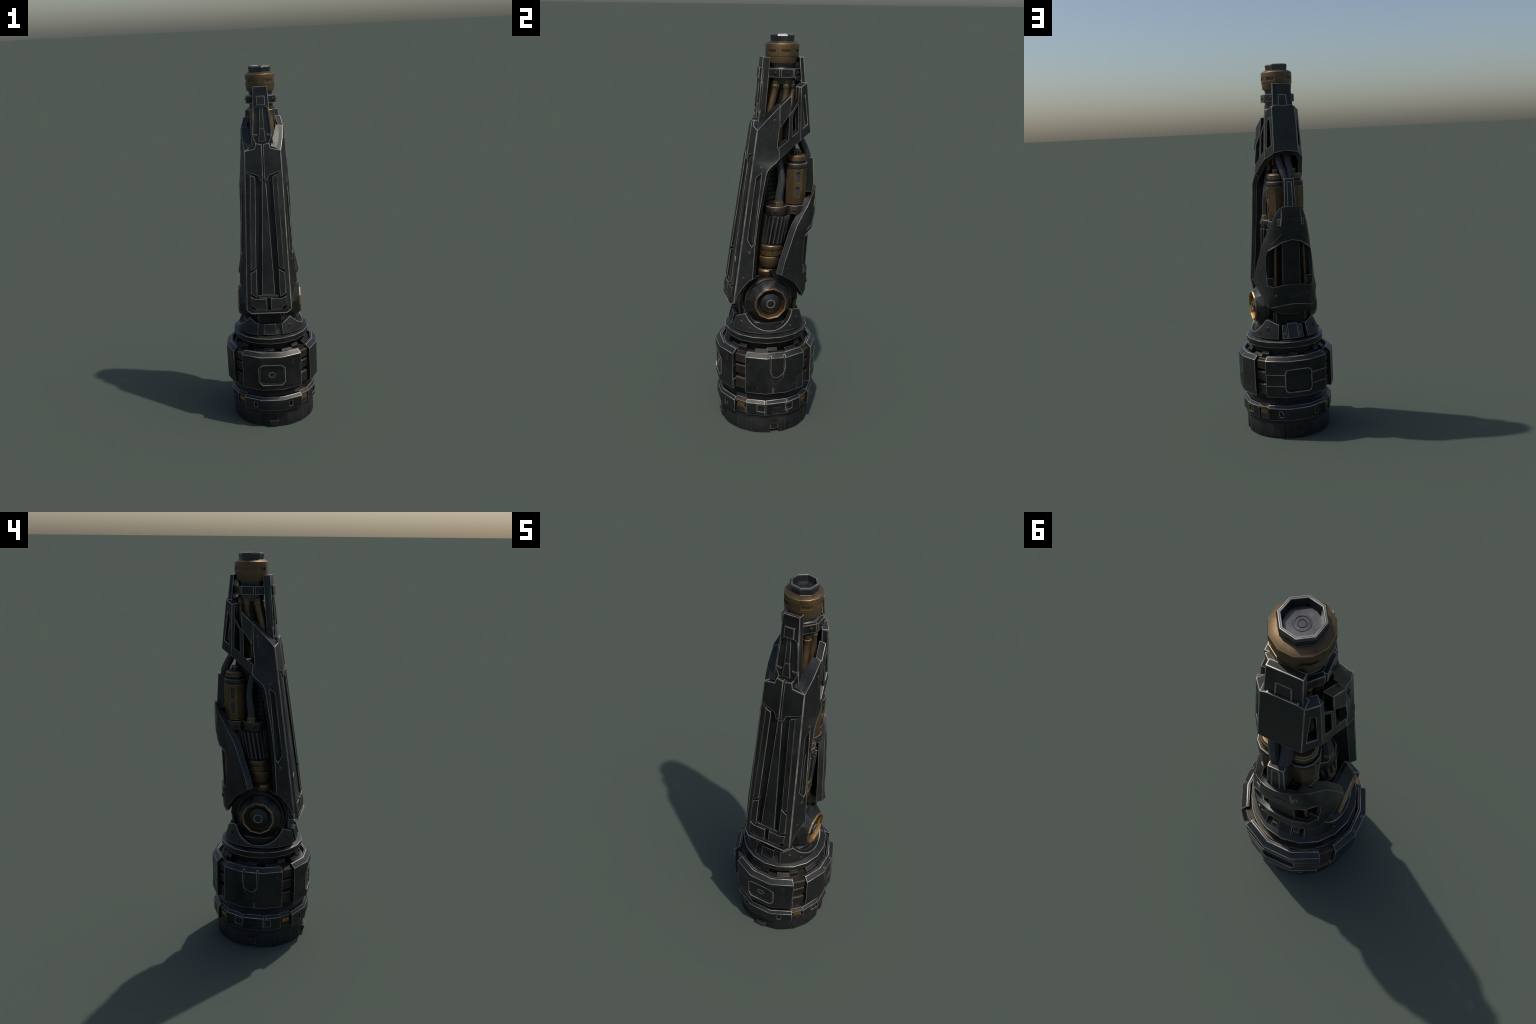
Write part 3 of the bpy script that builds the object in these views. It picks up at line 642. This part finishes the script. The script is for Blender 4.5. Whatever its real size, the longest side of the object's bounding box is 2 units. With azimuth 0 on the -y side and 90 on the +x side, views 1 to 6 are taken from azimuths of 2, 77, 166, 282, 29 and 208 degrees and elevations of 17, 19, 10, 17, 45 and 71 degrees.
for i in range(18):      # upright cooling fins, flaring a little with height
    a = i * 20
    t = Vector((math.cos(math.radians(a)), math.sin(math.radians(a)), 0)); n = Vector(pn(a))
    c0 = Vector((PX, py(1.0), 1.0)) + n * 0.0635; c1 = Vector((PX - 0.001, py(1.14), 1.137)) + n * 0.0655
    o = finish(prism_bm([c0 - t * 0.0042, c0 + t * 0.0042, c1 + t * 0.0042, c1 - t * 0.0042], -n * 0.02), "cooling_fin", [STEEL], col, 0.0014); mirrored(o)
# clamp round the pistons and the tanks
clamp_ob = finish(box_bm(-0.06, 0.06, 0.0, 0.15, 1.150, 1.176), "bracket_clamp", WE, root, 0.002)
for s in (-1, 1):
    finish(lathe_bm([(0.05, 1.144), (0.059, 1.146), (0.061, 1.150), (0.061, 1.182), (0.058, 1.187), (0.03, 1.19)], 10, (s * 0.056, 0.034), 0, 0.5), "clamp_lobe", WE, clamp_ob, 0.002, ang=38)
    finish(lathe_bm([(0.04, 1.142), (0.054, 1.144), (0.055, 1.148), (0.055, 1.180), (0.052, 1.186), (0.03, 1.188)], 10, (s * 0.045, 0.131), 0, 0.5), "clamp_lobe", WE, clamp_ob, 0.002, ang=38)
    bolt((s * 0.1135, 0.020, 1.166), (s, -0.2, 0), 0.0075, clamp_ob, [BROWN], 0.004)
    bolt((s * 0.096, 0.122, 1.163), (s, 0.0, 0), 0.0065, clamp_ob, [BROWN], 0.004)
    bolt((s * 0.090, 0.158, 1.163), (s, 0.7, 0), 0.0055, clamp_ob, [BROWN], 0.004)
    finish(lathe_bm([(0.026, 1.186), (0.024, 1.212), (0.020, 1.214)], 8, (s * 0.086, 0.040)), "cable_socket", BE, clamp_ob, 0.0015)
    tube([(s * 0.086, 0.040, 1.20), (s * 0.086, 0.044, 1.25), (s * 0.084, 0.054, 1.315), (s * 0.076, 0.050, 1.37), (s * 0.062, 0.040, 1.45)], [0.0205, 0.0195, 0.018, 0.0165, 0.015], "braided_cable", [CABLE], clamp_ob, 7)

# ================================================================== TANKS
tank_bm = lathe_bm([(0.048, 1.190), (0.0530, 1.193), (0.0570, 1.30), (0.0570, 1.368)], 8, (0.043, 0.132), 0.03, 0.5)
caps = []
def capsule(y, z, w, h):
    P = [(y + w * math.cos(t), z + (h - w) * (1 if math.sin(t) >= 0 else -1) + w * math.sin(t)) for t in [PI * k / 6 for k in range(12)]]
    return prism_bm([(0.13, a, b) for a, b in P], (-0.055, 0, 0))
tank = finish(cut(tank_bm, [capsule(0.136, 1.328, 0.0115, 0.029), capsule(0.134, 1.254, 0.0115, 0.029)]), "tank", BE, root, 0.0016, ang=50, smooth=28)
TK = (0.043, 0.137)
kids = [finish(lathe_bm([(0.050, 1.366), (0.0565, 1.368), (0.0575, 1.371), (0.0575, 1.392), (0.0555, 1.396), (0.04, 1.396)], 12, TK), "tank_rim", WE, tank, 0.002),
        finish(lathe_bm([(0.047, 1.39), (0.047, 1.411)], 12, TK), "tank_neck", [INNER], tank, 0),
        finish(lathe_bm([(0.042, 1.408), (0.0485, 1.409), (0.0475, 1.430), (0.040, 1.436), (0.03, 1.437)], 12, TK), "tank_lid", BE, tank, 0.0016),
        finish(lathe_bm([(0.02, 1.435), (0.02, 1.455), (0.016, 1.46)], 8, TK), "tank_valve", IE, tank, 0.0015),
        finish(prism_bm([(0.088, 0.120, 1.22), (0.088, 0.149, 1.22), (0.088, 0.151, 1.36), (0.088, 0.122, 1.36)], (-0.014, 0, 0)), "tank_gauge", [CABLE], tank, 0)]
t2 = mirrored(tank)
for k in kids: mirrored(k, t2)

# ================================================================== REAR BAR AND CABLES
bar = finish(prism_bm([(-0.026, 0.230, 1.412), (0.026, 0.230, 1.412), (0.032, 0.236, 1.24), (-0.032, 0.236, 1.24)], (0, -0.042, 0)), "spine_bar", AE, root, 0.0024)
lines([[(-0.0135, 1.26), (-0.0115, 1.395), (0.0115, 1.395), (0.0135, 1.26)]], lambda u, v, h: (u, 0.230 + (1.412 - v) * 0.035 + h, v), "bar_frame", bar, LINE, 0.0045)
tube([(0.012, 0.205, 1.405), (0.020, 0.195, 1.44), (0.034, 0.165, 1.50), (0.036, 0.13, 1.56)], [0.016, 0.017, 0.016, 0.016], "braided_cable", [CABLE], bar, 7)
tube([(-0.012, 0.205, 1.405), (-0.018, 0.195, 1.44), (-0.012, 0.165, 1.50), (-0.01, 0.13, 1.56)], [0.016, 0.019, 0.018, 0.016], "braided_cable", [CABLE], bar, 7)

# ================================================================== CALF SHELL
rows = [
 [(0, .186, .683), (.05, .183, .686), (.085, .174, .697), (.105, .165, .708), (.115, .158, .715), (.124, .152, .718)],
 [(0, .200, .742), (.05, .198, .738), (.09, .186, .728), (.112, .172, .724), (.122, .166, .726), (.134, .158, .735)],
 [(0, .206, .80), (.05, .204, .795), (.095, .19, .787), (.12, .168, .78), (.142, .138, .782), (.163, .108, .808)],
 [(0, .210, .851), (.05, .207, .847), (.1, .19, .836), (.124, .166, .848), (.15, .115, .852), (.174, .04, .854)],
 [(0, .215, .93), (.05, .212, .93), (.1, .193, .93), (.130, .160, .93), (.148, .113, .92), (.164, .056, .91)],
 [(0, .222, 1.005), (.05, .218, 1.005), (.098, .198, 1.0), (.127, .160, 1.0), (.138, .123, 1.0), (.146, .089, .997)],
 [(0, .236, 1.09), (.05, .229, 1.079), (.09, .208, 1.053), (.118, .172, 1.03), (.128, .143, 1.04), (.135, .109, 1.05)],
 [(0, .244, 1.13), (.05, .238, 1.125), (.09, .212, 1.11), (.112, .178, 1.1), (.119, .155, 1.095), (.124, .128, 1.091)],
 [(0, .250, 1.2), (.045, .244, 1.2), (.078, .222, 1.195), (.094, .2, 1.185), (.100, .185, 1.175), (.103, .17, 1.155)],
 [(0, .250, 1.268), (.03, .248, 1.27), (.052, .238, 1.265), (.066, .228, 1.252), (.076, .218, 1.235), (.086, .205, 1.213)]]
def calf_bm(th=0.016):
    nc = 11; vs = []; fs = []
    for r in rows:
        full = [(-x, y, z) for x, y, z in r[:0:-1]] + list(r); vs += full
    for i in range(len(rows) - 1):
        for j in range(nc - 1):
            if 3 <= i <= 5 and 2 <= j <= 7: continue
            fs.append((i * nc + j, i * nc + j + 1, i * nc + nc + j + 1, i * nc + nc + j))
    bm = bm_from(vs, fs)
    for v in [v for v in bm.verts if not v.link_faces]: bm.verts.remove(v)
    bmesh.ops.recalc_face_normals(bm, faces=bm.faces)
    if sum(f.normal.y for f in bm.faces) < 0: bmesh.ops.reverse_faces(bm, faces=bm.faces)
    bm.normal_update()
    src = list(bm.faces); inner = {}
    lead = {tuple(round(c, 5) for c in (sg * r[-1][0], r[-1][1], r[-1][2])) for r in rows[2:] for sg in (-1, 1)}
    for v in list(bm.verts):
        key = tuple(round(c, 5) for c in v.co)
        if key in lead:      # broad bevelled lip along the sweeping front edge
            o = Vector((-math.copysign(0.019, v.co.x), -0.024, 0.004))
        else: o = -v.normal * th
        inner[v] = bm.verts.new(v.co + o)
    border = [e for e in bm.edges if len(e.link_faces) == 1]
    for f in src: bm.faces.new([inner[v] for v in reversed(f.verts)])
    for e in border:
        a, b = e.verts; bm.faces.new((a, b, inner[b], inner[a]))
    return bm
lead_pts = [Vector((sg * r[-1][0], r[-1][1], r[-1][2])) for r in rows[2:] for sg in (-1, 1)]
on_lead = lambda e: all(any((v.co - p).length < 1e-4 for p in lead_pts) for v in e.verts)
calf = finish(calf_bm(), "calf_shell", AE, root, 0.0034, ang=42, smooth=38, also=on_lead)
for x, z in ((0.085, 0.786), (-0.085, 0.786)): bolt((x, 0.1935, z), (x * 3, 1, 0), 0.0085, calf, [BROWN], 0.004)
for s in (-1, 1): bolt((s * 0.1585, 0.073, 0.882), (1 * s, 0.42, 0), 0.006, calf, [LINE], 0.002)
def calf_surf(x, z, h):
    """Back of the calf shell as a height field y(x, z)."""
    pr = []
    for r in rows:
        ax = min(abs(x), r[-1][0] - 1e-4)
        for p, q in zip(r, r[1:]):
            if p[0] <= ax <= q[0]:
                t = (ax - p[0]) / (q[0] - p[0]); pr.append((p[2] + (q[2] - p[2]) * t, p[1] + (q[1] - p[1]) * t)); break
    pr.sort()
    for p, q in zip(pr, pr[1:]):
        if p[0] <= z <= q[0]: return (x, p[1] + (q[1] - p[1]) * (z - p[0]) / (q[0] - p[0]) + h, z)
    return (x, (pr[0] if z < pr[0][0] else pr[-1])[1] + h, z)
lines([[(-0.117, 1.033), (-0.106, 1.044), (-0.091, 1.056), (-0.05, 1.083), (0, 1.0945), (0.05, 1.083), (0.091, 1.056), (0.106, 1.044), (0.117, 1.033)]], calf_surf, "calf_brow_line", calf, LINE, 0.005, False, 3, 0.0018)
lines([[(-0.112, 0.725), (-0.085, 0.730), (-0.05, 0.738), (0, 0.742), (0.05, 0.738), (0.085, 0.730), (0.112, 0.725)]], calf_surf, "calf_crease_line", calf, LINE, 0.0045, False, 3, 0.0018)
for s in (-1, 1):
    lines([[(s * 0.050, 1.255), (s * 0.056, 1.168)]], calf_surf, "calf_seam_line", calf, LINE, 0.003, False, 5, 0.0016)
    lines([[(s * 0.058, 1.205), (s * 0.068, 1.203), (s * 0.069, 1.172), (s * 0.059, 1.170)]], calf_surf, "calf_slot_frame", calf, LINE, 0.003, True, 2, 0.0016)
    lines([[(s * 0.108, 1.062), (s * 0.085, 1.090), (s * 0.055, 1.125)]], calf_surf, "calf_seam_line", calf, FAINT, 0.003, False, 4, 0.0016)
lines([[(-0.06, 0.80), (-0.02, 0.782), (0.0, 0.778), (0.03, 0.79), (0.05, 0.805)], [(-0.04, 1.19), (0.0, 1.205), (0.035, 1.192)]], calf_surf, "scratch_line", calf, FAINT, 0.0018, False, 3, 0.0014)
# parts seen through the calf window
inset_col = finish(prism_bm([(-0.05, 0.196, 0.83), (0.05, 0.196, 0.83), (0.048, 0.212, 1.10), (-0.048, 0.212, 1.10)], (0, -0.06, 0)), "calf_core", [INNER, FAINT], calf, 0.004)
finish(prism_bm([(-0.126, 0.132, 0.80), (0.126, 0.132, 0.80), (0.108, 0.158, 1.10), (-0.108, 0.158, 1.10)], (0, -0.02, 0)), "calf_liner", [INNER], calf, 0)
for s in (-1, 1):
    tube([(s * 0.082, 0.165, 0.82), (s * 0.075, 0.18, 1.08)], 0.0085, "calf_rod", [BRONZE], calf, 8)
    finish(box_bm(*sorted((s * 0.092, s * 0.128)), 0.12, 0.165, 0.84, 0.885), "calf_bracket", IE, calf, 0.002)

# keep the tree at thing > part > sub-part: a piece with pieces of its own is a part
def depth(o): return 0 if o.parent is None else 1 + depth(o.parent)
for o in list(COL.objects):
    if depth(o) == 2 and o.children: o.parent = root
for o in list(COL.objects):
    while depth(o) > 2: o.parent = o.parent.parent
bpy.context.view_layer.update()
